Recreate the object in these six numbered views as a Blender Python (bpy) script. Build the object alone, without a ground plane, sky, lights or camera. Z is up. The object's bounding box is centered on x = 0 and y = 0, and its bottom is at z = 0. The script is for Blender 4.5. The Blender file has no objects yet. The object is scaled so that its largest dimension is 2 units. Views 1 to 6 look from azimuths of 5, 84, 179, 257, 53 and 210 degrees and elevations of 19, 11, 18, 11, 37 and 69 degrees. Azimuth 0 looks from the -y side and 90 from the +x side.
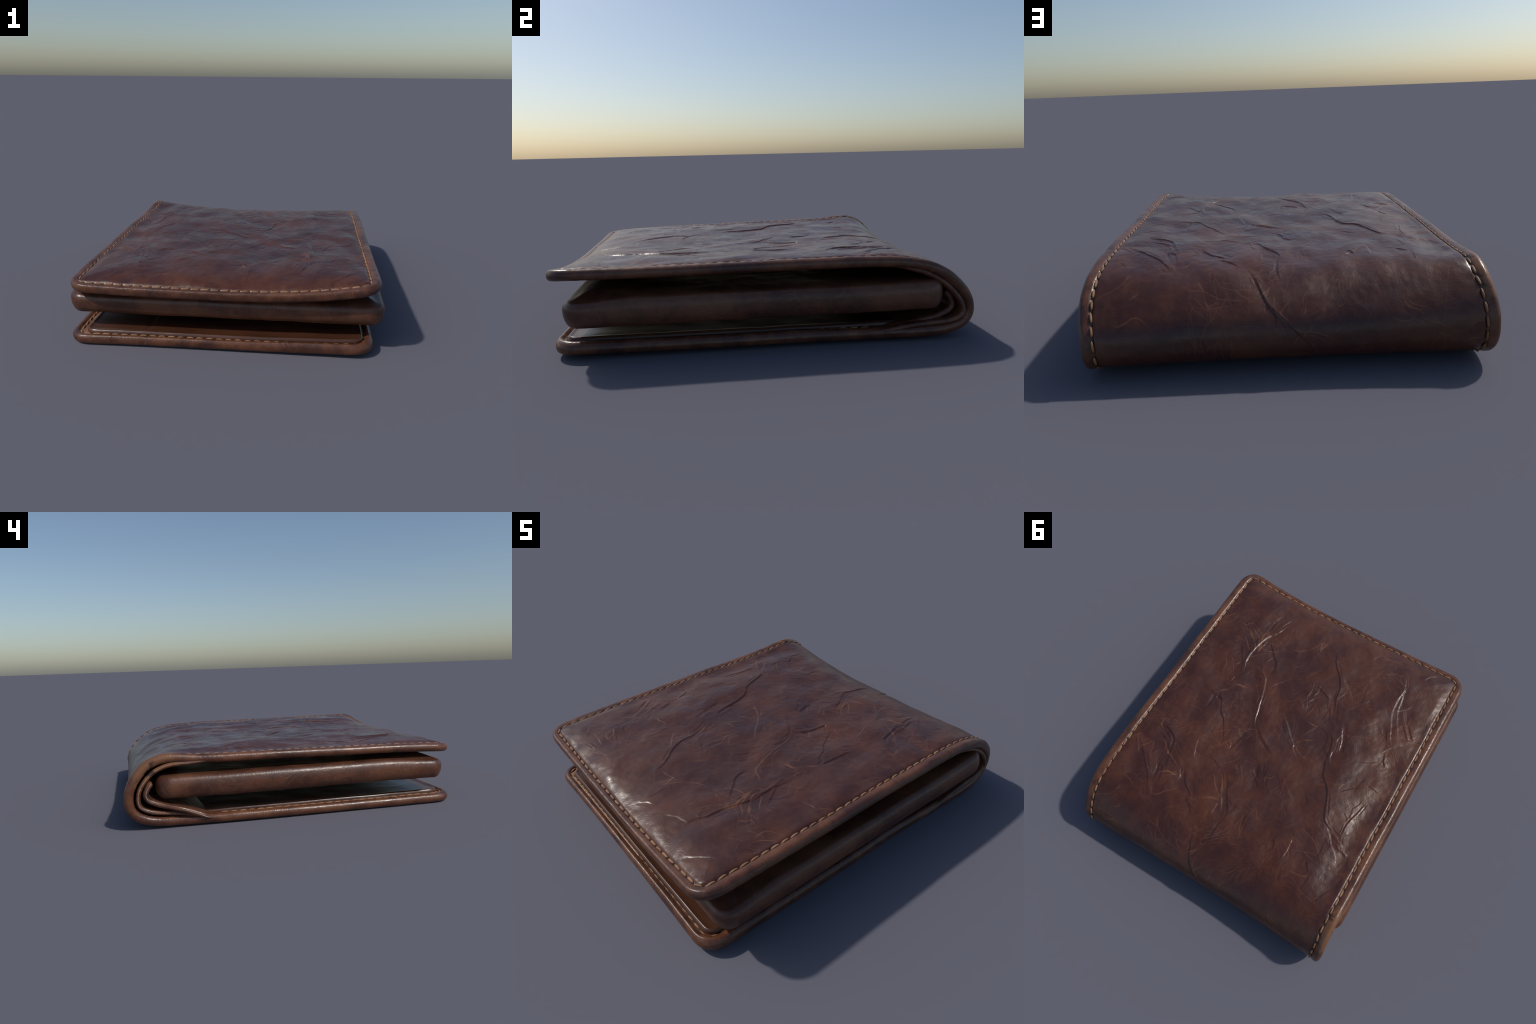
"""A worn brown leather bifold wallet, lying closed with its fold towards +y.

The outer cover is one sheet of leather: a centre surface  pos(x, s)  that runs
from the top front edge (s = 0) back over the top, round the fold and forward
under the wallet (s = S).  Everything sewn to it (piped rim, thread, lining, inner fold)
is expressed as an offset along the normal of that surface."""
import bpy
import math
import numpy as np

rng = np.random.default_rng(7)

# ------------------------------------------------------------------ helpers
def smooth(a, b, x):
    t = np.clip((x - a) / (b - a), 0, 1)
    return t * t * (3 - 2 * t)


_perm = np.random.default_rng(11).permutation(512)
_ang = np.random.default_rng(12).uniform(0, 2 * np.pi, 512)


def noise2(x, y, seed=0):
    """Gradient noise in the plane, roughly -0.7 .. 0.7."""
    x = np.asarray(x, float) + seed * 17.31
    y = np.asarray(y, float) + seed * 5.77
    xi, yi = np.floor(x).astype(int), np.floor(y).astype(int)
    xf, yf = x - xi, y - yi

    def g(i, j):
        a = _ang[(_perm[(xi + i) % 512] + (yi + j)) % 512]
        return np.cos(a) * (xf - i) + np.sin(a) * (yf - j)

    u = xf ** 3 * (xf * (xf * 6 - 15) + 10)
    v = yf ** 3 * (yf * (yf * 6 - 15) + 10)
    a = g(0, 0) * (1 - u) + g(1, 0) * u
    b = g(0, 1) * (1 - u) + g(1, 1) * u
    return a * (1 - v) + b * v


def catmull(pts, n):
    p = np.array(pts, float)
    p = np.vstack([2 * p[0] - p[1], p, 2 * p[-1] - p[-2]])
    k = len(p) - 3
    t = np.linspace(0, k, n)
    i = np.minimum(t.astype(int), k - 1)
    f = (t - i)[:, None]
    a, b, c, d = p[i], p[i + 1], p[i + 2], p[i + 3]
    return 0.5 * (2 * b + (c - a) * f + (2 * a - 5 * b + 4 * c - d) * f ** 2 + (3 * b - a - 3 * c + d) * f ** 3)


def arclen(p):
    return np.concatenate([[0], np.cumsum(np.linalg.norm(np.diff(p, axis=0), axis=1))])


def new_mesh(name, verts, faces):
    """verts (n,3); faces: list of (m,4)/(m,3) index arrays."""
    me = bpy.data.meshes.new(name)
    loops = np.concatenate([f.ravel() for f in faces]).astype(np.int32)
    sizes = np.concatenate([np.full(len(f), f.shape[1]) for f in faces]).astype(np.int32)
    starts = np.concatenate([[0], np.cumsum(sizes)[:-1]]).astype(np.int32)
    me.vertices.add(len(verts))
    me.vertices.foreach_set("co", np.asarray(verts, np.float32).ravel())
    me.loops.add(len(loops))
    me.loops.foreach_set("vertex_index", loops)
    me.polygons.add(len(sizes))
    me.polygons.foreach_set("loop_start", starts)
    me.polygons.foreach_set("use_smooth", np.ones(len(sizes), bool))
    me.update(calc_edges=True)
    return me


def add_object(name, mesh, parent, material=None):
    ob = bpy.data.objects.new(name, mesh)
    bpy.context.scene.collection.objects.link(ob)
    ob.parent = parent
    if material:
        mesh.materials.clear()
        mesh.materials.append(material)
    return ob


# ------------------------------------------------------------------ materials
def leather(name, dark, mid, warm, tan, scratch=1.0, cloud=3.2, rough=(0.27, 0.41), grain=0.35, contrast=1.0, spots=0.0, worn=None, rubbed=None):
    mat = bpy.data.materials.new(name)
    mat.use_nodes = True
    nt = mat.node_tree
    nt.nodes.clear()
    N, L = nt.nodes.new, nt.links.new

    def math_(op, a, b=None, clamp=False):
        n = N("ShaderNodeMath")
        n.operation = op
        n.use_clamp = clamp
        for i, v in enumerate((a, b)):
            if v is None:
                continue
            if isinstance(v, (int, float)):
                n.inputs[i].default_value = v
            else:
                L(v, n.inputs[i])
        return n.outputs[0]

    def remap(v, a, b, c=0.0, d=1.0):
        n = N("ShaderNodeMapRange")
        n.interpolation_type = "SMOOTHSTEP"
        L(v, n.inputs["Value"])
        for k, val in zip(("From Min", "From Max", "To Min", "To Max"), (a, b, c, d)):
            n.inputs[k].default_value = val
        return n.outputs["Result"]

    def mapped(src, scale=(1, 1, 1), rot=(0, 0, 0), loc=(0, 0, 0)):
        n = N("ShaderNodeMapping")
        L(src, n.inputs["Vector"])
        n.inputs["Scale"].default_value = scale
        n.inputs["Rotation"].default_value = rot
        n.inputs["Location"].default_value = loc
        return n.outputs["Vector"]

    def noise(src, scale, detail=3.0, rough_=0.55, distortion=0.0):
        n = N("ShaderNodeTexNoise")
        L(src, n.inputs["Vector"])
        n.inputs["Scale"].default_value = scale
        n.inputs["Detail"].default_value = detail
        n.inputs["Roughness"].default_value = rough_
        n.inputs["Distortion"].default_value = distortion
        return n.outputs["Fac"]

    def mix(fac, a, b, kind="MIX"):
        n = N("ShaderNodeMix")
        n.data_type = "RGBA"
        n.blend_type = kind
        for sock, v in ((n.inputs[0], fac), (n.inputs[6], a), (n.inputs[7], b)):
            if isinstance(v, (int, float)):
                sock.default_value = v
            elif isinstance(v, tuple):
                sock.default_value = (*v, 1)
            else:
                L(v, sock)
        return n.outputs[2]

    co = N("ShaderNodeTexCoord").outputs["Object"]

    # colour clouds: dark dye, mid brown, warm rubbed-through patches
    big = noise(mapped(co, (1.0, 0.75, 1.0), (0, 0, 0.5)), cloud, 5, 0.6, 0.5)
    small = noise(co, cloud * 3.1, 4, 0.6, 0.3)
    tone = math_("ADD", math_("MULTIPLY", big, 0.65), math_("MULTIPLY", small, 0.35))
    half = 0.13 / contrast
    ramp = N("ShaderNodeValToRGB")
    L(remap(tone, 0.5 - half, 0.5 + half), ramp.inputs["Fac"])
    e = ramp.color_ramp.elements
    e[0].position, e[0].color = 0.0, (*dark, 1)
    e[1].position, e[1].color = 1.0, (*warm, 1)
    m = e.new(0.45)
    m.color = (*mid, 1)
    col = ramp.outputs["Color"]

    # fine speckle of the hide
    speck = noise(co, 170, 2, 0.6)
    col = mix(remap(speck, 0.38, 0.66, 0.0, 0.45), col, tan, "MIX") if spots else col
    col = mix(0.32, col, mix(remap(speck, 0.35, 0.65), (0.62, 0.62, 0.64), (1.35, 1.3, 1.26)), "MULTIPLY")

    # hair-fine scratches: contour lines of warped, stretched noise
    lines = None
    wob = N("ShaderNodeTexNoise")
    L(co, wob.inputs["Vector"])
    wob.inputs["Scale"].default_value = 2.4
    warp = N("ShaderNodeVectorMath")
    warp.operation = "MULTIPLY_ADD"
    L(wob.outputs["Color"], warp.inputs[0])
    warp.inputs[1].default_value = (0.30, 0.30, 0.30)
    L(co, warp.inputs[2])
    wc = warp.outputs[0]
    spec = (
        ((8.0, 0.8, 3.0), 0.55, 0.008, 0.53, 0.80),
        ((8.0, 0.8, 3.0), -0.75, 0.008, 0.54, 0.72),
        ((7.0, 0.9, 3.0), 1.45, 0.008, 0.55, 0.64),
        ((15.0, 2.2, 6.0), 0.15, 0.014, 0.54, 0.5),
        ((15.0, 2.2, 6.0), -1.2, 0.014, 0.54, 0.45),
        ((26.0, 5.0, 9.0), 0.8, 0.024, 0.53, 0.3),
        ((26.0, 5.0, 9.0), -0.35, 0.024, 0.53, 0.3),
    )
    for i, (sc, rot, width, cut, gain) in enumerate(spec):
        v = mapped(mapped(wc, (1, 1, 1), (0, 0, rot)), sc, (0, 0, 0), (3.1 * i, 1.7 * i, 0.9 * i))
        vo = N("ShaderNodeTexVoronoi")
        vo.feature = "DISTANCE_TO_EDGE"
        vo.inputs["Scale"].default_value = 1.0
        L(v, vo.inputs["Vector"])
        line = remap(vo.outputs["Distance"], width * 0.3, width * 1.5, 1.0, 0.0)
        gate = remap(noise(mapped(co, (1, 1, 1), (0, 0, 0), (i * 2.3, i, 0)), 4.5, 2, 0.5), cut, cut + 0.14)
        g = math_("MULTIPLY", math_("MULTIPLY", line, gate), gain * scratch)
        lines = g if lines is None else math_("MAXIMUM", lines, g)
    col = mix(math_("MULTIPLY", lines, 0.62, True), col, tan)

    if rubbed:  # patchy warm orange tint along the padded borders of the panel
        sep = N("ShaderNodeSeparateXYZ")
        L(co, sep.inputs[0])
        side = remap(math_("ABSOLUTE", sep.outputs["X"]), 0.50, 0.80, 0.0, 0.8)
        front = remap(sep.outputs["Y"], -0.66, -0.93, 0.0, 1.0)
        ring = math_("MAXIMUM", side, front)
        patch = remap(noise(mapped(co, (1, 1, 1), (0, 0, 0), (5, 2, 0)), 6.5, 4, 0.6, 0.4), 0.42, 0.62)
        col = mix(math_("MULTIPLY", math_("MULTIPLY", ring, patch), 0.6), col, rubbed)

    if worn:  # a rubbed patch round one point, broken up by dark stains
        (wx, wy, wz), radius, wcol, scol = worn
        dn = N("ShaderNodeVectorMath")
        dn.operation = "DISTANCE"
        L(co, dn.inputs[0])
        dn.inputs[1].default_value = (wx, wy, wz)
        dd = math_("ADD", dn.outputs["Value"], math_("MULTIPLY", math_("SUBTRACT", small, 0.5), 0.25))
        col = mix(remap(dd, radius * 0.55, radius, 0.85, 0.0), col, wcol)
        st = remap(noise(co, 17, 2, 0.5), 0.55, 0.68)
        col = mix(math_("MULTIPLY", st, remap(dd, radius * 0.9, radius * 1.5, 0.85, 0.0)), col, scol)

    # pores and pebbling
    vor = N("ShaderNodeTexVoronoi")
    vor.feature = "SMOOTH_F1"
    vor.inputs["Scale"].default_value = 105
    L(mapped(wc, (1.0, 0.7, 1.0), (0, 0, 0.4)), vor.inputs["Vector"])
    micro = noise(co, 260, 2, 0.5)
    medium = noise(mapped(wc, (1.6, 0.8, 1.2), (0, 0, 0.7)), 34, 3, 0.6)
    h = math_("ADD", math_("MULTIPLY", vor.outputs["Distance"], 0.55), math_("MULTIPLY", micro, 0.3))
    h = math_("ADD", h, math_("MULTIPLY", medium, 0.15))
    h = math_("SUBTRACT", h, math_("MULTIPLY", lines, 0.35))
    bump = N("ShaderNodeBump")
    bump.inputs["Strength"].default_value = grain
    bump.inputs["Distance"].default_value = 0.006
    L(h, bump.inputs["Height"])

    bsdf = N("ShaderNodeBsdfPrincipled")
    L(col, bsdf.inputs["Base Color"])
    L(remap(noise(co, 9, 3, 0.6), 0.3, 0.7, *rough), bsdf.inputs["Roughness"])
    bsdf.inputs["Specular IOR Level"].default_value = 0.5
    L(bump.outputs["Normal"], bsdf.inputs["Normal"])
    out = N("ShaderNodeOutputMaterial")
    L(bsdf.outputs[0], out.inputs["Surface"])
    return mat


MAT_COVER = leather("cover_leather", (0.046, 0.0150, 0.0118), (0.064, 0.0204, 0.0128), (0.092, 0.0298, 0.0140), (0.21, 0.086, 0.038), contrast=0.75, cloud=3.4, grain=0.14, scratch=1.3, rubbed=(0.120, 0.043, 0.020))
MAT_RIM = leather("rim_leather", (0.056, 0.0200, 0.0130), (0.098, 0.0365, 0.0190), (0.150, 0.059, 0.0290), (0.26, 0.12, 0.06), scratch=0.55, cloud=5.0, grain=0.2,
                  worn=((-0.845, 0.84, 0.36), 0.17, (0.20, 0.092, 0.043), (0.02, 0.013, 0.011)))
MAT_PAD = leather("pad_leather", (0.060, 0.0225, 0.0135), (0.094, 0.0360, 0.0195), (0.135, 0.054, 0.027), (0.23, 0.11, 0.06), scratch=0.7, cloud=4.0, rough=(0.3, 0.42), grain=0.2)
MAT_LINING = leather("lining_leather", (0.12, 0.052, 0.024), (0.19, 0.085, 0.038), (0.27, 0.13, 0.06), (0.33, 0.18, 0.09), scratch=0.3, cloud=6.0, rough=(0.3, 0.45), grain=0.3)
MAT_DARK = leather("inner_lining_leather", (0.04, 0.018, 0.013), (0.06, 0.028, 0.019), (0.09, 0.04, 0.024), (0.16, 0.08, 0.045), scratch=0.4, rough=(0.4, 0.55))


def glossy_window(name):
    mat = bpy.data.materials.new(name)
    mat.use_nodes = True
    nt = mat.node_tree
    b = nt.nodes["Principled BSDF"]
    co = nt.nodes.new("ShaderNodeTexCoord")
    n = nt.nodes.new("ShaderNodeTexNoise")
    n.inputs["Scale"].default_value = 3.5
    n.inputs["Detail"].default_value = 3
    nt.links.new(co.outputs["Object"], n.inputs["Vector"])
    r = nt.nodes.new("ShaderNodeValToRGB")
    r.color_ramp.elements[0].position, r.color_ramp.elements[0].color = 0.3, (0.045, 0.017, 0.010, 1)
    r.color_ramp.elements[1].position, r.color_ramp.elements[1].color = 0.7, (0.085, 0.032, 0.016, 1)
    nt.links.new(n.outputs["Fac"], r.inputs["Fac"])
    nt.links.new(r.outputs["Color"], b.inputs["Base Color"])
    n2 = nt.nodes.new("ShaderNodeTexNoise")
    n2.inputs["Scale"].default_value = 11
    nt.links.new(co.outputs["Object"], n2.inputs["Vector"])
    bp = nt.nodes.new("ShaderNodeBump")
    bp.inputs["Strength"].default_value = 0.2
    bp.inputs["Distance"].default_value = 0.01
    nt.links.new(n2.outputs["Fac"], bp.inputs["Height"])
    nt.links.new(bp.outputs["Normal"], b.inputs["Normal"])
    b.inputs["Roughness"].default_value = 0.3
    return mat


def thread(name):
    mat = bpy.data.materials.new(name)
    mat.use_nodes = True
    nt = mat.node_tree
    b = nt.nodes["Principled BSDF"]
    info = nt.nodes.new("ShaderNodeObjectInfo")
    co = nt.nodes.new("ShaderNodeTexCoord")
    w = nt.nodes.new("ShaderNodeTexWave")
    mp = nt.nodes.new("ShaderNodeMapping")
    mp.inputs["Rotation"].default_value = (0, 0, 0.9)
    nt.links.new(co.outputs["Object"], mp.inputs["Vector"])
    nt.links.new(mp.outputs["Vector"], w.inputs["Vector"])
    w.inputs["Scale"].default_value = 90
    w.inputs["Distortion"].default_value = 1.0
    r = nt.nodes.new("ShaderNodeValToRGB")
    r.color_ramp.elements[0].color = (0.26, 0.122, 0.056, 1)
    r.color_ramp.elements[1].color = (0.41, 0.210, 0.105, 1)
    nt.links.new(info.outputs["Random"], r.inputs["Fac"])
    m = nt.nodes.new("ShaderNodeMix")
    m.data_type, m.blend_type = "RGBA", "MULTIPLY"
    m.inputs[0].default_value = 0.35
    nt.links.new(r.outputs["Color"], m.inputs[6])
    nt.links.new(w.outputs["Color"], m.inputs[7])
    nt.links.new(m.outputs[2], b.inputs["Base Color"])
    bp = nt.nodes.new("ShaderNodeBump")
    bp.inputs["Strength"].default_value = 0.4
    bp.inputs["Distance"].default_value = 0.003
    nt.links.new(w.outputs["Fac"], bp.inputs["Height"])
    nt.links.new(bp.outputs["Normal"], b.inputs["Normal"])
    b.inputs["Roughness"].default_value = 0.45
    return mat


MAT_WINDOW = glossy_window("glossy_window")
MAT_THREAD = thread("waxed_thread")

# ------------------------------------------------------------------ the folded sheet
HALF_W = 0.838           # half width of the cover
THICK = 0.054            # thickness of the piped rim
SEAM = 0.055             # inset of the stitching
CORNER = 0.125           # corner radius

# centre line (y, z) of the sheet at the left edge, the middle and the right edge
LEFT = [(-0.988, 0.334), (-0.80, 0.346), (-0.50, 0.355), (-0.20, 0.361), (0.10, 0.368), (0.40, 0.372), (0.60, 0.380), (0.74, 0.395),
        (0.82, 0.384), (0.886, 0.345), (0.937, 0.287), (0.968, 0.223), (0.974, 0.155), (0.955, 0.102), (0.910, 0.066), (0.84, 0.044),
        (0.72, 0.036), (0.45, 0.034), (0.10, 0.033), (-0.25, 0.032), (-0.60, 0.031), (-0.990, 0.031)]
MIDDLE = [(-0.986, 0.318), (-0.82, 0.343), (-0.50, 0.356), (-0.20, 0.352), (0.10, 0.351), (0.40, 0.350), (0.60, 0.344), (0.72, 0.329),
          (0.80, 0.308), (0.868, 0.277), (0.919, 0.238), (0.947, 0.191), (0.951, 0.142), (0.932, 0.096), (0.88, 0.063), (0.82, 0.046),
          (0.72, 0.040), (0.45, 0.038), (0.10, 0.036), (-0.25, 0.036), (-0.60, 0.036), (-0.980, 0.037)]
RIGHT = [(-0.994, 0.402), (-0.80, 0.397), (-0.50, 0.394), (-0.20, 0.395), (0.10, 0.397), (0.40, 0.396), (0.60, 0.388), (0.74, 0.364),
         (0.83, 0.321), (0.889, 0.270), (0.933, 0.217), (0.957, 0.164), (0.958, 0.117), (0.932, 0.080), (0.875, 0.056), (0.80, 0.046),
         (0.70, 0.044), (0.45, 0.045), (0.10, 0.046), (-0.25, 0.047), (-0.60, 0.050), (-0.989, 0.055)]

_T = np.linspace(0, 1, 1500)
_curves = []
for prof in (LEFT, MIDDLE, RIGHT):
    _curves.append(catmull(prof, 3000))
_arc = np.mean([arclen(c) for c in _curves], axis=0)      # a common arc length keeps the landmarks together
S = _arc[-1]
_mid = _curves[1]
_sgrid = _arc


def s_on_top(y):
    """s of the point of the middle profile at depth y on the upper side."""
    k = np.argmax(_mid[:, 0])
    return np.interp(y, _mid[:k, 0], _sgrid[:k])


def s_at_height(z):
    k0, k1 = np.searchsorted(_sgrid, s_on_top(0.7)), np.searchsorted(_sgrid, s_on_top(0.7) + 0.75)
    zz = _mid[k0:k1, 1]
    return np.interp(-z, -zz, _sgrid[k0:k1])


S_BACK = float(_sgrid[np.argmax(_mid[:, 0])])
S_FOLD0 = float(s_on_top(0.62))
S_FOLD1 = S_BACK + 0.36


def pos(x, s):
    x, s = np.broadcast_arrays(np.asarray(x, float), np.asarray(s, float))
    s = np.clip(s, 0, S)
    s = s - 0.012 * (s / SEAM) * np.exp(1 - s / SEAM) + 0.010 * ((S - s) / SEAM) * np.exp(1 - (S - s) / SEAM)
    q = x / HALF_W
    aq = np.abs(q) ** 2.4
    wl, wm, wr = np.where(q < 0, aq, 0), 1 - aq, np.where(q > 0, aq, 0)
    yz = [[np.interp(s, _sgrid, c[:, k]) for c in _curves] for k in (0, 1)]
    y = wl * yz[0][0] + wm * yz[0][1] + wr * yz[0][2]
    z = wl * yz[1][0] + wm * yz[1][1] + wr * yz[1][2]
    flare = np.exp(-((s - S_BACK) / 0.16) ** 2)
    xx = x - 0.017 * flare * smooth(-0.62, -0.82, x) - 0.020 * flare * smooth(0.6, 0.82, x)
    xx = xx + 0.005 * noise2(s * 2.6, 3.0 * np.sign(x), 61) * smooth(0.45, 0.82, np.abs(x))
    low = smooth(S_BACK + 0.1, S_BACK + 0.9, s)
    xx = xx - low * (0.020 * smooth(-0.3, -0.82, x) + 0.018 * smooth(0.3, 0.82, x))
    return np.stack([xx, y, z], -1)


def frame(x, s, h=2e-3):
    """position, unit tangents along x and s, outward normal"""
    p = pos(x, s)
    s0, s1 = np.clip(s - h, 0, S), np.clip(s + h, 0, S)
    ts = pos(x, s1) - pos(x, s0)
    tx = pos(x + h, s) - pos(x - h, s)
    ts /= np.linalg.norm(ts, axis=-1, keepdims=True)
    tx /= np.linalg.norm(tx, axis=-1, keepdims=True)
    n = np.cross(tx, ts)
    n /= np.linalg.norm(n, axis=-1, keepdims=True)
    return p, tx, ts, n


# ------------------------------------------------------------------ rounded-rectangle grids
def levels(length, edge, inner_step, k_corner):
    """coordinates from 0 to length; `edge` = insets near both ends."""
    n = max(2, int(round((length - 2 * edge[-1]) / inner_step)))
    mid = np.linspace(edge[-1], length - edge[-1], n + 1)[1:-1]
    return np.concatenate([edge, mid, (length - edge)[::-1]])


def ring_radius(d, r):
    """corner radius of the ring at inset d: the stitch line turns more tightly than the rim"""
    return np.maximum(r - 1.45 * d, 0.0)


def rounded_grid(ax, bx, W, L, edge, r):
    """Square grid ax x bx whose outer rings are bent into rounded corners.
    Returns a, b (plan coordinates), d (inset from the outline)."""
    K = len(edge) - 1
    A, B = np.meshgrid(ax, bx, indexing="ij")
    A, B = A.copy(), B.copy()
    ia, ib = np.meshgrid(np.arange(len(ax)), np.arange(len(bx)), indexing="ij")
    ka = np.minimum(ia, len(ax) - 1 - ia)
    kb = np.minimum(ib, len(bx) - 1 - ib)
    d = np.minimum(np.minimum(A, W - A), np.minimum(B, L - B))
    corner = (ka < K) & (kb < K)
    da, db = edge[np.minimum(ka, K)], edge[np.minimum(kb, K)]
    dk = np.minimum(da, db)
    dj = np.maximum(da, db)
    rad = ring_radius(dk, r)
    straight = r - (dk + rad)
    run = np.clip((dj - dk) / np.maximum(r - dk, 1e-6), 0, 1) * (rad * math.pi / 4 + straight)   # way from the diagonal
    ang = np.minimum(run / np.maximum(rad, 1e-6), math.pi / 4)
    ext = np.maximum(run - rad * math.pi / 4, 0)
    th = math.pi / 4 + ang
    hi = dk + rad - rad * np.cos(th) + ext                  # along the side
    lo = dk + rad - rad * np.sin(th)                        # across it
    along_a = db <= da
    ca = np.where(along_a, hi, lo)
    cb = np.where(along_a, lo, hi)
    lowa, lowb = ia < len(ax) / 2, ib < len(bx) / 2
    A = np.where(corner, np.where(lowa, ca, W - ca), A)
    B = np.where(corner, np.where(lowb, cb, L - cb), B)
    return A, B, d


def grid_faces(na, nb, flip=False):
    i, j = np.meshgrid(np.arange(na - 1), np.arange(nb - 1), indexing="ij")
    v = (i * nb + j).ravel()
    f = np.stack([v, v + nb, v + nb + 1, v + 1], 1)
    return f[:, ::-1] if flip else f


def boundary_loop(na, nb):
    i = np.arange(na)
    j = np.arange(nb)
    return np.concatenate([i[:-1] * nb, (na - 1) * nb + j[:-1], i[:0:-1] * nb + nb - 1, j[:0:-1]])


def loop_inset(a, b, W, L, r):
    """unit inward directions in plan at points of the outline"""
    ca, cb = np.clip(a, r, W - r), np.clip(b, r, L - r)
    na, nb = ca - a, cb - b
    ln = np.maximum(np.hypot(na, nb), 1e-9)
    return na / ln, nb / ln


# ------------------------------------------------------------------ wrinkles of the cover
# (strength, control points (x, y) of each crease seen from above)
CREASES = [
    (10, [(0.493, -0.184),(0.475, -0.331),(0.479, -0.395),(0.482, -0.505),(0.451, -0.61),(0.442, -0.705),(0.418, -0.764),(0.43, -0.829)]),
    (9, [(0.429, -0.259),(0.456, -0.359),(0.459, -0.433),(0.433, -0.569),(0.386, -0.649),(0.344, -0.79)]),
    (6, [(0.463, -0.165),(0.46, -0.228)]),
    (5, [(0.574, -0.475),(0.49, -0.355),(0.475, -0.331)]),
    (6, [(0.422, -0.575),(0.347, -0.5),(0.277, -0.425),(0.274, -0.344)]),
    (7, [(0.418, -0.356),(0.357, -0.351),(0.288, -0.319),(0.238, -0.204),(0.212, -0.117),(0.179, -0.014),(0.151, 0.037)]),
    (9, [(0.151, 0.037),(0.196, 0.109),(0.211, 0.214),(0.232, 0.212)]),
    (6, [(0.154, -0.068),(0.143, 0.017),(0.05, 0.08),(-0.036, 0.131)]),
    (6, [(0.134, 0.042),(0.079, 0.076),(0.0, 0.116)]),
    (7, [(0.014, 0.204),(-0.012, 0.267),(-0.019, 0.326)]),
    (5, [(-0.002, 0.294),(-0.067, 0.345)]),
    (8, [(0.492, -0.062),(0.488, -0.024),(0.492, 0.057),(0.499, 0.161)]),
    (6, [(0.619, -0.062),(0.505, -0.043),(0.444, -0.032),(0.403, 0.036),(0.357, 0.078),(0.301, 0.165),(0.28, 0.212)]),
    (6, [(0.111, -0.202),(0.011, -0.116),(-0.07, -0.036),(-0.105, -0.006),(-0.118, 0.023),(-0.195, 0.086)]),
    (5, [(-0.112, -0.01),(-0.16, 0.027),(-0.245, 0.048)]),
    (4, [(-0.029, -0.239),(-0.02, -0.273)]),
    (4, [(-0.05, -0.244),(-0.041, -0.285)]),
    (6, [(-0.011, -0.434),(-0.088, -0.408),(-0.142, -0.385)]),
    (8, [(-0.012, -0.74),(-0.045, -0.642),(-0.124, -0.549),(-0.158, -0.48),(-0.18, -0.39),(-0.24, -0.249)]),
    (5, [(-0.136, -0.564),(-0.212, -0.513),(-0.281, -0.46)]),
    (7, [(-0.297, -0.268),(-0.343, -0.183),(-0.371, -0.083)]),
    (10, [(-0.219, -0.209),(-0.279, -0.162),(-0.307, -0.098),(-0.326, 0.006),(-0.363, 0.09),(-0.427, 0.163),(-0.486, 0.303),(-0.532, 0.341),(-0.628, 0.38)]),
    (8, [(-0.549, 0.347),(-0.628, 0.377),(-0.67, 0.409),(-0.717, 0.431)]),
    (7, [(-0.514, 0.329),(-0.578, 0.388),(-0.604, 0.423),(-0.653, 0.457)]),
    (7, [(-0.657, 0.096),(-0.637, 0.189),(-0.62, 0.272),(-0.622, 0.367)]),
    (5, [(-0.573, 0.22),(-0.616, 0.254)]),
    (6.5, [(-0.435, -0.802),(-0.472, -0.734),(-0.522, -0.7),(-0.516, -0.617),(-0.525, -0.505),(-0.564, -0.414),(-0.588, -0.353),(-0.626, -0.302)]),
    (5.5, [(-0.475, -0.81),(-0.51, -0.725),(-0.536, -0.629),(-0.555, -0.523),(-0.613, -0.406),(-0.638, -0.369)]),
    (7, [(-0.571, -0.572),(-0.625, -0.488),(-0.709, -0.382)]),
    (6, [(-0.547, -0.396),(-0.557, -0.35),(-0.587, -0.316)]),
    (6, [(-0.604, -0.245),(-0.621, -0.197),(-0.651, -0.151)]),
    (8, [(0.739, 0.427),(0.641, 0.522),(0.552, 0.605),(0.513, 0.658),(0.478, 0.706)]),
    (6, [(0.759, 0.439),(0.689, 0.515)]),
    (8, [(0.679, 0.293),(0.595, 0.31),(0.536, 0.349),(0.513, 0.416),(0.485, 0.514)]),
    (8, [(0.675, 0.328),(0.59, 0.367),(0.549, 0.401),(0.528, 0.454),(0.525, 0.517),(0.503, 0.596),(0.508, 0.655)]),
    (7, [(0.539, 0.329),(0.523, 0.393),(0.499, 0.466),(0.488, 0.53)]),
    (6, [(0.536, 0.502),(0.491, 0.54),(0.471, 0.612),(0.479, 0.658)]),
    (5, [(0.715, 0.631),(0.68, 0.668)]),
    (7, [(0.383, 0.453),(0.336, 0.531),(0.283, 0.568),(0.24, 0.597)]),
    (6, [(0.289, 0.599),(0.24, 0.631),(0.189, 0.68)]),
    (8, [(0.148, 0.363),(0.102, 0.412),(0.079, 0.468),(0.014, 0.563),(0.018, 0.632),(0.023, 0.733),(0.011, 0.789)]),
    (5, [(0.008, 0.573),(-0.02, 0.509)]),
    (5, [(0.095, 0.366),(0.06, 0.394)]),
    (7, [(-0.296, 0.563),(-0.315, 0.578),(-0.331, 0.625)]),
    (6, [(-0.517, 0.564),(-0.571, 0.63)]),
    (5, [(-0.23, 0.661),(-0.233, 0.691)]),
    (5, [(-0.324, 0.231),(-0.366, 0.281)]),
]
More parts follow.
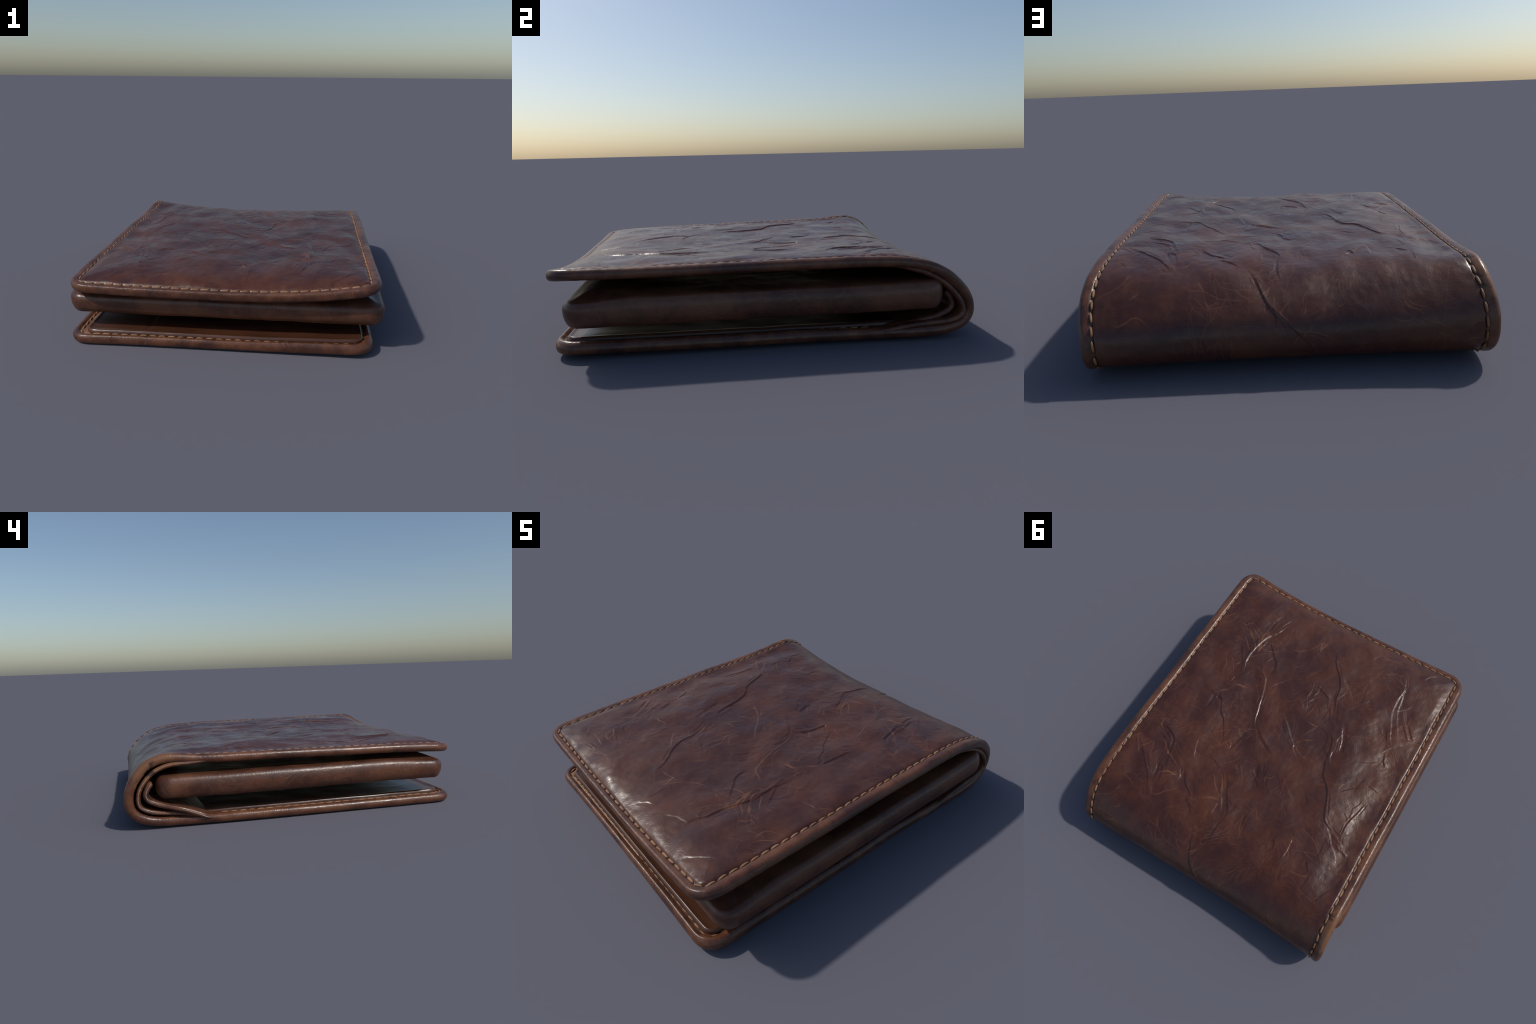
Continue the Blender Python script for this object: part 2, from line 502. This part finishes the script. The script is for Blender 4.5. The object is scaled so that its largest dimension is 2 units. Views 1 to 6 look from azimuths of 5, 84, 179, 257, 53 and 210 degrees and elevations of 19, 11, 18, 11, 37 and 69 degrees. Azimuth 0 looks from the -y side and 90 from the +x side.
SCAR = [(0.152, s_on_top(0.69)), (0.128, s_on_top(0.75)), (0.110, s_on_top(0.80)), (0.078, s_at_height(0.272)), (0.042, s_at_height(0.245)),
        (-0.02, s_at_height(0.20)), (-0.07, s_at_height(0.16)), (-0.11, s_at_height(0.13))]


def crease_lines():
    out = []
    for k, pts in CREASES:
        p = np.array(pts)
        p = np.stack([p[:, 0], s_on_top(p[:, 1])], 1)
        out.append((k / 10.0, p))
    out.append((0.95, np.array(SCAR)))
    r = np.random.default_rng(5)
    # small companions running beside the drawn creases, and stray short ones
    for k, p in list(out):
        if 0.7 <= k < 1.2:
            for _ in range(4):
                i = r.integers(0, len(p) - 1)
                a, b = p[i], p[i + 1]
                n = np.array([-(b - a)[1], (b - a)[0]])
                n = n / max(np.linalg.norm(n), 1e-6)
                off = n * r.choice([-1, 1]) * r.uniform(0.012, 0.03)
                q = np.array([a + off, (a + b) / 2 + off * r.uniform(0.7, 1.2), b + off * r.uniform(0.6, 1.5)])
                out.append((k * r.uniform(0.3, 0.5), q))
    # fine wrinkles branching off the strong ones
    for k, p in list(out)[:len(CREASES)]:
        if k >= 0.6:
            for _ in range(3):
                i = r.integers(0, len(p) - 1)
                f = r.uniform(0, 1)
                a = p[i] * (1 - f) + p[i + 1] * f
                d = (p[i + 1] - p[i]) / max(np.linalg.norm(p[i + 1] - p[i]), 1e-6) * r.choice([-1, 1])
                t = r.choice([-1, 1]) * r.uniform(0.35, 0.8)
                d = np.array([d[0] * math.cos(t) - d[1] * math.sin(t), d[0] * math.sin(t) + d[1] * math.cos(t)])
                ln = r.uniform(0.04, 0.10)
                n = np.array([-d[1], d[0]]) * ln * r.uniform(-0.15, 0.15)
                out.append((k * r.uniform(0.22, 0.4), np.array([a, a + d * ln * 0.5 + n, a + d * ln])))
    for _ in range(120):
        c = np.array([r.uniform(-0.7, 0.7), r.uniform(0.12, 1.7)])
        ang = r.normal(-0.75, 0.55)
        ln = r.uniform(0.03, 0.09)
        dx = np.array([math.cos(ang), -math.sin(ang)]) * ln
        bend = np.array([-dx[1], dx[0]]) * r.uniform(-0.25, 0.25)
        out.append((r.uniform(0.15, 0.35), np.array([c - dx, c + bend, c + dx])))
    return out


def crease_field(X, Sx):
    """height of all creases over (x, s)"""
    H = np.zeros_like(X)
    r = np.random.default_rng(9)
    for k, p in crease_lines():
        n = max(8, int(np.linalg.norm(np.diff(p, axis=0), axis=1).sum() / 0.008))
        q = catmull(p, n)
        q[:, 0] += 0.003 * noise2(np.arange(n) * 0.35, np.full(n, r.uniform(0, 90)))
        q[:, 1] += 0.004 * noise2(np.arange(n) * 0.35, np.full(n, r.uniform(0, 90)))
        w = 0.0032 * (0.75 + 0.5 * k)
        reach = 0.07
        sel = np.nonzero((X > q[:, 0].min() - reach) & (X < q[:, 0].max() + reach) & (Sx > q[:, 1].min() - reach) & (Sx < q[:, 1].max() + reach))
        if not len(sel[0]):
            continue
        px, ps = X[sel], Sx[sel]
        best = np.full(px.shape, 9.0)
        side = np.zeros(px.shape)
        along = np.zeros(px.shape)
        for i in range(n - 1):
            ax_, as_ = q[i]
            bx_, bs_ = q[i + 1]
            ux, us = bx_ - ax_, bs_ - as_
            ll = ux * ux + us * us + 1e-12
            near = np.nonzero((np.abs(px - ax_) < reach) & (np.abs(ps - as_) < reach))[0]
            if not len(near):
                continue
            vx, vs = px[near] - ax_, ps[near] - as_
            t = np.clip((vx * ux + vs * us) / ll, 0, 1)
            dx, ds = vx - t * ux, vs - t * us
            dist = np.hypot(dx, ds)
            better = dist < best[near]
            m = near[better]
            best[m] = dist[better]
            side[m] = np.sign(ux * ds[better] - us * dx[better])
            along[m] = (i + t[better]) / (n - 1)
        k = k * min(1.0, arclen(q)[-1] / 0.11) ** 0.8          # short creases are shallow
        taper = smooth(0.0, 0.28, np.minimum(along, 1 - along))
        lip = r.choice([-1.0, 1.0])
        sd = best * side * lip
        amp = 0.0028 * k
        h = 1.5 * amp * np.exp(-np.abs(sd) / 0.026) * np.tanh(sd / (1.8 * w))          # one side rides over the other
        h -= 0.62 * amp * np.exp(-((sd + 0.5 * w) / w) ** 2)
        h += 0.42 * amp * np.exp(-((sd - 1.3 * w) / w) ** 2)
        H[sel] += np.where(best < 8, h * taper, 0)
    return 0.0055 * np.tanh(H / 0.0055)                      # crossing creases do not add up


# ------------------------------------------------------------------ build
wallet = bpy.data.objects.new("leather_wallet", None)
bpy.context.scene.collection.objects.link(wallet)
wallet["label"] = "worn dark brown leather bifold wallet with tan stitching"
wallet["category"] = "wallet"

W = 2 * HALF_W
LEN = S


def seam_length_points(d, n=6000):
    """closed outline at inset d, as plan coordinates (a, b), starting mid left of the top"""
    r = float(ring_radius(d, CORNER))
    w, l = W - 2 * d, LEN - 2 * d
    segs = []
    t = np.linspace(0, 1, n // 4)
    th = np.linspace(0, math.pi / 2, 60)
    segs.append(np.stack([np.zeros_like(t), r + (l - 2 * r) * (1 - t)], 1))                     # left, towards s = 0
    segs.append(np.stack([r - r * np.cos(th), r - r * np.sin(th)], 1))
    segs.append(np.stack([r + (w - 2 * r) * t, np.zeros_like(t)], 1))
    segs.append(np.stack([w - r + r * np.sin(th), r - r * np.cos(th)], 1))
    segs.append(np.stack([np.full_like(t, w), r + (l - 2 * r) * t], 1))
    segs.append(np.stack([w - r + r * np.cos(th), l - r + r * np.sin(th)], 1))
    segs.append(np.stack([w - r - (w - 2 * r) * t, np.full_like(t, l)], 1))
    segs.append(np.stack([r - r * np.sin(th), l - r + r * np.cos(th)], 1))
    q = np.vstack(segs) + d
    keep = np.concatenate([[True], np.linalg.norm(np.diff(q, axis=0), axis=1) > 1e-7])
    return q[keep]


def outer_offset(a, b, d):
    """normal offset of the outer face: piped rim, stitched groove, padded panel, wrinkles"""
    x, s = a - HALF_W, b
    e = 0.024
    rim = THICK / 2 * np.sqrt(np.clip(1 - (1 - np.clip(d / e, 0, 1)) ** 2, 0, 1))
    rim = rim - 0.001 * smooth(e, SEAM, d)
    rim = rim + 0.0016 * noise2(a * 9, b * 9, 3) + 0.0010 * noise2(a * 30, b * 30, 4)
    groove = -0.0055 * np.exp(-((d - SEAM) / 0.008) ** 2)
    top = smooth(S_FOLD0 + 0.34, S_FOLD0 + 0.05, s)
    under = smooth(S_FOLD1 - 0.1, S_FOLD1 + 0.1, s)
    t = np.clip(d - SEAM - 0.004, 0, None)
    puff = ((0.0185 - 0.010 * smooth(-0.35, -0.8, x) * smooth(0.1, 0.4, b) + 0.006 * smooth(0.6, 0.2, b)) * top + 0.003 * (1 - top) + 0.002 * under) * (1 - np.exp(-t / 0.065)) - 0.004 * (1 - top) * (1 - under) * smooth(0.02, 0.05, d)
    field = smooth(0.0, 0.05, t)
    lumps = 0.0075 * noise2(a * 4.5, b * 4.0, 5) + 0.0085 * noise2(a * 8 + 2.4 * b, b * 5.0 - 1.5 * a, 6) + 0.0006 * noise2(a * 30, b * 22, 7)
    pucker = 0.006 * noise2(a * 7.5, b * 7.5, 8) * np.exp(-t / 0.08) * smooth(0, 0.03, t)
    lumps = lumps * (0.2 + 0.8 * (1 - smooth(S_FOLD0, S_BACK - 0.06, s))) * (1 - 0.9 * under)
    sb = s - 0.98                                            # roughly y on the top side
    swell = 0.013 * np.exp(-((x + 0.47) / 0.11) ** 2 - ((sb - 0.22) / 0.35) ** 2) - 0.009 * np.exp(-((x + 0.70) / 0.07) ** 2 - ((sb - 0.1) / 0.6) ** 2)
    swell = swell - 0.014 * np.exp(-((x - 0.2) / 0.17) ** 2 - ((sb + 0.5) / 0.17) ** 2)
    puff = puff + swell * top * smooth(0.0, 0.04, t)
    return rim + groove + puff + (lumps * field + pucker), field


# --- fine grid of the outer face
edge = np.concatenate([0.030 * (1 - np.cos(np.linspace(0, math.pi / 2, 11))), np.linspace(0.030, CORNER, 29)[1:]])
ax = levels(W, edge, 0.0029, None)
nb_top = np.linspace(edge[-1], S_FOLD1, int((S_FOLD1 - edge[-1]) / 0.0029))
nb_bot = np.linspace(S_FOLD1, LEN - edge[-1], 90)[1:]
bx = np.concatenate([edge[:-1], nb_top, nb_bot, (LEN - edge)[::-1][1:]])
A, B, D = rounded_grid(ax, bx, W, LEN, edge, CORNER)
na, nb = A.shape
off, field = outer_offset(A, B, D)
H = crease_field(A - HALF_W, B)
off = off + H * smooth(0.002, 0.035, D - SEAM)

# holes where the thread enters the leather
seam = seam_length_points(SEAM)
sp, _, _, sn = frame(seam[:, 0] - HALF_W, seam[:, 1])
sl = arclen(np.vstack([sp, sp[:1]]))
N_ST = int(round(sl[-1] / 0.0525))
pitch = sl[-1] / N_ST


def on_seam(t):
    q = np.vstack([seam, seam[:1]])
    t = np.mod(t, sl[-1])
    return np.interp(t, sl, q[:, 0]), np.interp(t, sl, q[:, 1])


near = np.nonzero(np.abs(D - SEAM) < 0.02)
ha, hb = on_seam((np.arange(N_ST)) * pitch)
hole = np.zeros(len(near[0]))
for u, v in zip(ha, hb):
    g = (A[near] - u) ** 2 + (B[near] - v) ** 2
    hole = np.maximum(hole, np.exp(-g / 0.005 ** 2))
off[near] -= 0.0038 * hole

P, _, _, Nn = frame(A - HALF_W, B)
V = P + Nn * off[..., None]
verts = [V.reshape(-1, 3)]
faces = [grid_faces(na, nb)]
fd = [D.ravel()]

# --- rim carried round to the inner face
loop = boundary_loop(na, nb)
la, lb = A.ravel()[loop], B.ravel()[loop]
ia_, ib_ = loop_inset(la, lb, W, LEN, CORNER)
insets = np.concatenate([0.026 * (1 - np.cos(np.linspace(0, math.pi / 2, 9)))[1:], [0.032, 0.038, 0.043, 0.048, 0.055]])
base, prev = na * nb, loop
for d in insets:
    a2, b2 = la + ia_ * d, lb + ib_ * d
    border = smooth(0.55, 0.9, b2 - S_BACK) * (0.7 + 0.3 * smooth(0.06, 0.22, LEN - b2))      # flat stitched border along the sides
    h = THICK / 2 * math.sqrt(max(0, 1 - (1 - min(1, d / 0.026)) ** 2)) - 0.010 * float(smooth(0.028, 0.05, d)) * border - 0.022 * float(smooth(0.028, 0.05, d)) * (1 - border)
    right = smooth(0.0, 0.5, a2 - HALF_W) * smooth(0.55, 0.9, b2 - S_BACK)
    h = h * (1 - 0.10 * smooth(S_FOLD0 + 0.2, S_FOLD0 - 0.1, b2)) + 0.007 * right * min(1, d / 0.02)
    h = h + 0.0014 * noise2(a2 * 9, b2 * 9, 13) + 0.0009 * noise2(a2 * 28, b2 * 28, 14)
    p, _, _, n = frame(a2 - HALF_W, b2)
    verts.append(p - n * (h if np.ndim(h) else h)[..., None])
    cur = base + np.arange(len(loop))
    nx_ = np.roll(cur, -1)
    faces.append(np.stack([prev, cur, nx_, np.roll(prev, -1)], 1))
    fd.append(np.full(len(loop), -d))
    base += len(loop)
    prev = cur
verts = np.vstack(verts)
faces = np.vstack(faces)
fd = np.concatenate(fd)

whole = new_mesh("whole_cover", verts, [faces])
nrm = np.zeros(len(verts) * 3, np.float32)
whole.vertices.foreach_get("normal", nrm)
nrm = nrm.reshape(-1, 3)
if nrm[(na // 2) * nb + nb // 4][2] < 0:                  # make the outside the outside
    faces = faces[:, ::-1]
    nrm = -nrm
bpy.data.meshes.remove(whole)


def region(name, mask, material):
    f = faces[mask]
    used = np.unique(f)
    back = np.zeros(len(verts), np.int64)
    back[used] = np.arange(len(used))
    me = new_mesh(name, verts[used], [back[f]])
    me.normals_split_custom_set_from_vertices(nrm[used].tolist())
    return add_object(name, me, wallet, material)


face_d = fd[faces].mean(axis=1)
region("cover", face_d >= SEAM, MAT_COVER)
region("edge_binding", face_d < SEAM, MAT_RIM)

# --- thread: one plump stitch, repeated
def stitch_mesh(length, width, height):
    nu, nv = 13, 10
    u = np.linspace(-1, 1, nu)
    v = np.linspace(0, 2 * math.pi, nv, endpoint=False)
    U, Vv = np.meshgrid(u, v, indexing="ij")
    rad = (1 - np.abs(U) ** 2.6) ** 0.55
    x = U * length / 2
    y = np.cos(Vv) * rad * width / 2
    z = np.sin(Vv) * rad * height / 2 - 0.0022 * U ** 2
    vs = np.stack([x, y, z], -1).reshape(-1, 3)
    i, j = np.meshgrid(np.arange(nu - 1), np.arange(nv), indexing="ij")
    j2 = (j + 1) % nv
    f = np.stack([i * nv + j, i * nv + j2, (i + 1) * nv + j2, (i + 1) * nv + j], -1).reshape(-1, 4)
    return vs, f


sv, sf = stitch_mesh(0.0465, 0.0118, 0.0115)
st_me = new_mesh("stitch", sv, [sf])
st_me.materials.append(MAT_THREAD)


def place(frame_p, tang, nor, twist, scale):
    t = tang / np.linalg.norm(tang)
    n = nor - t * np.dot(nor, t)
    n /= np.linalg.norm(n)
    b = np.cross(n, t)
    c, s_ = math.cos(twist), math.sin(twist)
    t2, b2 = c * t + s_ * b, c * b - s_ * t
    M = np.eye(4)
    M[:3, 0], M[:3, 1], M[:3, 2], M[:3, 3] = t2 * scale[0], b2 * scale[1], n * scale[2], frame_p
    return M


def seam_frames(t, inner=False, d=SEAM, lift=0.0):
    a, b = on_seam(t)
    a2, b2 = on_seam(t + 0.01)
    a1, b1 = on_seam(t - 0.01)
    p, _, _, n = frame(a - HALF_W, b)
    p2, p1 = pos(a2 - HALF_W, b2), pos(a1 - HALF_W, b1)
    return a, b, p + n * lift, p2 - p1, n


from mathutils import Matrix

centres = (np.arange(N_ST) + 0.5) * pitch
a_, b_, p_, t_, n_ = seam_frames(centres, lift=THICK / 2 - 0.004)
under_v, under_f, cnt = [], [], 0
for i in range(N_ST):
    M = place(p_[i], t_[i], n_[i], rng.normal(0.06, 0.05), (rng.uniform(0.93, 1.04), rng.uniform(0.9, 1.12), rng.uniform(0.9, 1.1)))
    if b_[i] < S_BACK + 0.2:
        ob = bpy.data.objects.new("stitch", st_me)
        bpy.context.scene.collection.objects.link(ob)
        ob.parent = wallet
        ob.matrix_world = Matrix(M.tolist())
    else:
        under_v.append(sv @ M[:3, :3].T * 0.9 + M[:3, 3] + np.array([0, 0, 0.003]))
        under_f.append(sf + cnt)
        cnt += len(sv)
if under_v:
    ob = add_object("stitching", new_mesh("stitching", np.vstack(under_v), [np.vstack(under_f)]), wallet, MAT_THREAD)
    ob["kind"] = "stuff"

# --- lining glued to the inner face of the cover
ledge = np.array([0.0, 0.012, 0.024, 0.036, 0.055])
INS = 0.044
LA, LB = W - 2 * INS, LEN - 2 * INS
lax = levels(LA, ledge, 0.02, None)
lbx = levels(LB, ledge, 0.012, None)
a3, b3, d3 = rounded_grid(lax, lbx, LA, LB, ledge, CORNER - INS)
a3, b3 = a3 + INS, b3 + INS
p3, _, _, n3 = frame(a3 - HALF_W, b3)
lo = 0.0075 + 0.0110 * smooth(0.55, 0.9, b3 - S_BACK) * (0.7 + 0.3 * smooth(0.06, 0.22, LEN - b3)) + 0.0018 * noise2(a3 * 10, b3 * 10, 21) + 0.001 * noise2(a3 * 25, b3 * 25, 22)
lv = p3 - n3 * lo[..., None]
lv2 = p3 - n3 * (lo - 0.012)[..., None]
nla, nlb = a3.shape
front = grid_faces(nla, nlb, True)
backf = grid_faces(nla, nlb) + nla * nlb
lp = boundary_loop(nla, nlb)
wall = np.stack([lp, np.roll(lp, -1), np.roll(lp, -1) + nla * nlb, lp + nla * nlb], 1)
add_object("lining", new_mesh("lining", np.vstack([lv.reshape(-1, 3), lv2.reshape(-1, 3)]), [np.vstack([front, backf, wall])]), wallet, MAT_LINING)

# stitches showing on the inside of the lower panel
for i in range(N_ST):
    if b_[i] > S_BACK + 0.55:
        M = place(p_[i] - n_[i] * (THICK / 2 - 0.004 + 0.0105 + 0.011 * (0.7 + 0.3 * float(smooth(0.06, 0.22, LEN - b_[i])))), t_[i], -n_[i], rng.normal(0.06, 0.06), (rng.uniform(0.9, 1.02), rng.uniform(0.85, 1.05), 0.9))
        ob = bpy.data.objects.new("stitch", st_me)
        bpy.context.scene.collection.objects.link(ob)
        ob.parent = wallet
        ob.matrix_world = Matrix(M.tolist())


# --- strips of leather with round edges (inner fold, flap)
def strip(name, centre, x0, x1, thick, material, nu=70, nx=150, wob=0.004, seed=0, shift=None):
    """centre(x, u) -> (y, z) for u in 0..1; a sheet of given thickness with rounded long and short edges"""
    e = thick / 2
    dx = e * (1 - np.cos(np.linspace(0, math.pi / 2, 7)))
    xs = np.concatenate([x0 + dx, np.linspace(x0 + e, x1 - e, nx)[1:-1], (x1 - dx)[::-1]])
    de = np.minimum(xs - x0, x1 - xs)
    kx = np.sqrt(np.clip(1 - (1 - np.clip(de / e, 0, 1)) ** 2, 0.0, 1))
    us = np.concatenate([0.03 * (1 - np.cos(np.linspace(0, math.pi / 2, 6))), np.linspace(0.03, 0.97, nu)[1:-1], (1 - 0.03 * (1 - np.cos(np.linspace(0, math.pi / 2, 6))))[::-1]])
    ku = np.sqrt(np.clip(1 - (1 - np.clip(np.minimum(us, 1 - us) / 0.03, 0, 1)) ** 2, 0.0, 1))
    X, U = np.meshgrid(xs, us, indexing="ij")
    yz = centre(X, U)
    h = 1e-3
    d = centre(X, np.clip(U + h, 0, 1)) - centre(X, np.clip(U - h, 0, 1))
    d /= np.linalg.norm(d, axis=-1, keepdims=True)
    n = np.stack([-d[..., 1], d[..., 0]], -1)
    w = wob * noise2(X * 5, U * 4, seed) + 0.3 * wob * noise2(X * 17, U * 12, seed + 1)
    half = e * kx[:, None] * ku[None, :]
    out = []
    for sg in (1, -1):
        q = yz + n * (w + sg * half)[..., None]
        out.append(np.concatenate([(X if shift is None else X + shift(X, U))[..., None], q], -1).reshape(-1, 3))
    a, b = X.shape
    lp = boundary_loop(a, b)
    wall = np.stack([lp, np.roll(lp, -1), np.roll(lp, -1) + a * b, lp + a * b], 1)
    f = np.vstack([grid_faces(a, b), grid_faces(a, b, True) + a * b, wall[:, ::-1]])
    return add_object(name, new_mesh(name, np.vstack(out), [f]), wallet, material)


def inner_fold_centre(X, U):
    s0, s1 = s_on_top(0.45), S_BACK + 0.62
    s = s0 + (s1 - s0) * U
    p, _, _, n = frame(np.clip(X, -HALF_W, HALF_W), s)
    gap = 0.003 + (0.047 - 0.012 * smooth(-0.5, 0.6, X)) * smooth(0.0, 0.32, U) * smooth(1.0, 0.68, U)
    q = p - n * gap[..., None]
    return q[..., 1:]


strip("inner_fold", inner_fold_centre, -0.836, 0.828, 0.026, MAT_RIM, seed=31)

FLAP = catmull([(0.24, 0.034), (0.36, 0.038), (0.46, 0.042), (0.54, 0.050), (0.60, 0.074), (0.67, 0.101), (0.74, 0.120), (0.81, 0.138), (0.862, 0.160), (0.882, 0.190), (0.872, 0.226), (0.846, 0.262)], 400)


def flap_centre(X, U):
    t = U * 399
    y = np.interp(t, np.arange(400), FLAP[:, 0])
    z = np.interp(t, np.arange(400), FLAP[:, 1])
    k = smooth(-0.4, 0.8, X)
    sink = smooth(0.65, 0.8, U) * 0.030 + 0.030 * smooth(0.3, 0.5, U) * smooth(0.8, 0.65, U)
    return np.stack([y - 0.004 * k, z - k * sink], -1)


strip("flap", flap_centre, -0.866, 0.80, 0.031, MAT_RIM, seed=33,
      shift=lambda X, U: 0.05 * smooth(-0.5, -0.86, X) * smooth(0.33, 0.12, U) + 0.022 * smooth(-0.5, -0.86, X) * smooth(0.45, 0.7, U))


# --- thick padded card case lying inside the fold
def slab(name, cx, cy, w, l, r, edge, step, top, bottom, material):
    """closed body on a rounded-rectangle plan; top/bottom(x, y, d) -> z"""
    axs, bxs = levels(w, edge, step, None), levels(l, edge, step, None)
    a, b, d = rounded_grid(axs, bxs, w, l, edge, r)
    x, y = a - w / 2 + cx, b - l / 2 + cy
    n_a, n_b = a.shape
    zt, zb = top(x, y, d), bottom(x, y, d)
    vt = np.stack([x, y, zt], -1).reshape(-1, 3)
    vb = np.stack([x, y, zb], -1).reshape(-1, 3)
    lp = boundary_loop(n_a, n_b)
    back = np.arange(n_a * n_b) + n_a * n_b
    back[lp] = lp                                            # the two skins share their outline
    f = np.vstack([grid_faces(n_a, n_b), back[grid_faces(n_a, n_b, True)]])
    used = np.unique(f)
    re = np.zeros(2 * n_a * n_b, np.int64)
    re[used] = np.arange(len(used))
    return add_object(name, new_mesh(name, np.vstack([vt, vb])[used], [re[f]]), wallet, material)


def belly(d, R, p):
    return np.clip(1 - (1 - np.clip(d / R, 0, 1)) ** p, 0, 1) ** (1 / p)


def pad_mid(x, y):
    return 0.232 + 0.004 * noise2(x * 3, y * 3, 41) - 0.004 * smooth(-0.5, -0.9, y) * smooth(-0.6, 0.6, -x)


def pad_top(x, y, d):
    front = smooth(-0.55, -0.9, y)
    h = (0.062 - 0.014 * front) * belly(d, 0.045, 2.3) + (0.004 + 0.034 * front) * smooth(0.03, 0.15, d)
    h = h - 0.004 * smooth(0.03, 0.2, d) * (1 - front) - 0.03 * smooth(0.35, 0.8, y) * np.clip(1 - (x / 0.8) ** 2, 0, 1)
    return pad_mid(x, y) + h + (0.004 * noise2(x * 4, y * 4, 42) + 0.0014 * noise2(x * 16, y * 16, 43)) * smooth(0.0, 0.05, d)


def pad_bottom(x, y, d):
    h = (0.074 - 0.006 * smooth(0.0, -0.8, x)) * belly(d, 0.046, 2.1)
    return pad_mid(x, y) - h - (0.005 * noise2(x * 6, y * 6, 44) + 0.002 * noise2(x * 18, y * 18, 45)) * smooth(0.0, 0.05, d)


pad_edge = np.concatenate([0.045 * (1 - np.cos(np.linspace(0, math.pi / 2, 15))), np.linspace(0.045, 0.09, 7)[1:]])
slab("card_case", 0.001, -0.050, 1.738, 1.75, 0.09, pad_edge, 0.012, pad_top, pad_bottom, MAT_PAD)

# --- glossy window in the lower panel, a plate with a rolled lip
win_edge = np.concatenate([0.012 * (1 - np.cos(np.linspace(0, math.pi / 2, 8))), np.array([0.016, 0.022, 0.03, 0.045, 0.07])])


def lower_z(x, y):
    s = np.interp(-y, -_mid[::-1][: len(_mid) // 2, 0][::-1], _sgrid[::-1][: len(_mid) // 2][::-1])
    return pos(x, s)[..., 2]


def win_top(x, y, d):
    lip = 0.004 * np.exp(-((d - 0.014) / 0.007) ** 2)
    slot = -0.005 * np.exp(-((x + 0.426) / 0.006) ** 2) * smooth(0.03, 0.05, d)
    return lower_z(x, y) + 0.018 + 0.005 * smooth(0.0, 0.7, x) + 0.017 * belly(d, 0.012, 2) + lip + slot + 0.0025 * noise2(x * 6, y * 6, 51) + 0.002 * noise2(x * 14, y * 14, 52) * np.exp(-d / 0.03)


def win_bottom(x, y, d):
    return lower_z(x, y) + 0.011 - 0.010 * belly(d, 0.012, 2)


slab("window_panel", -0.004, -0.108, 1.536, 1.661, 0.06, win_edge, 0.014, win_top, win_bottom, MAT_WINDOW)

# --- set the lowest point on the ground
low = min(float(np.min(np.array([v.co.z for v in o.data.vertices]))) for o in wallet.children if o.name in ("edge_binding", "cover", "stitching"))
wallet.location.z = -low
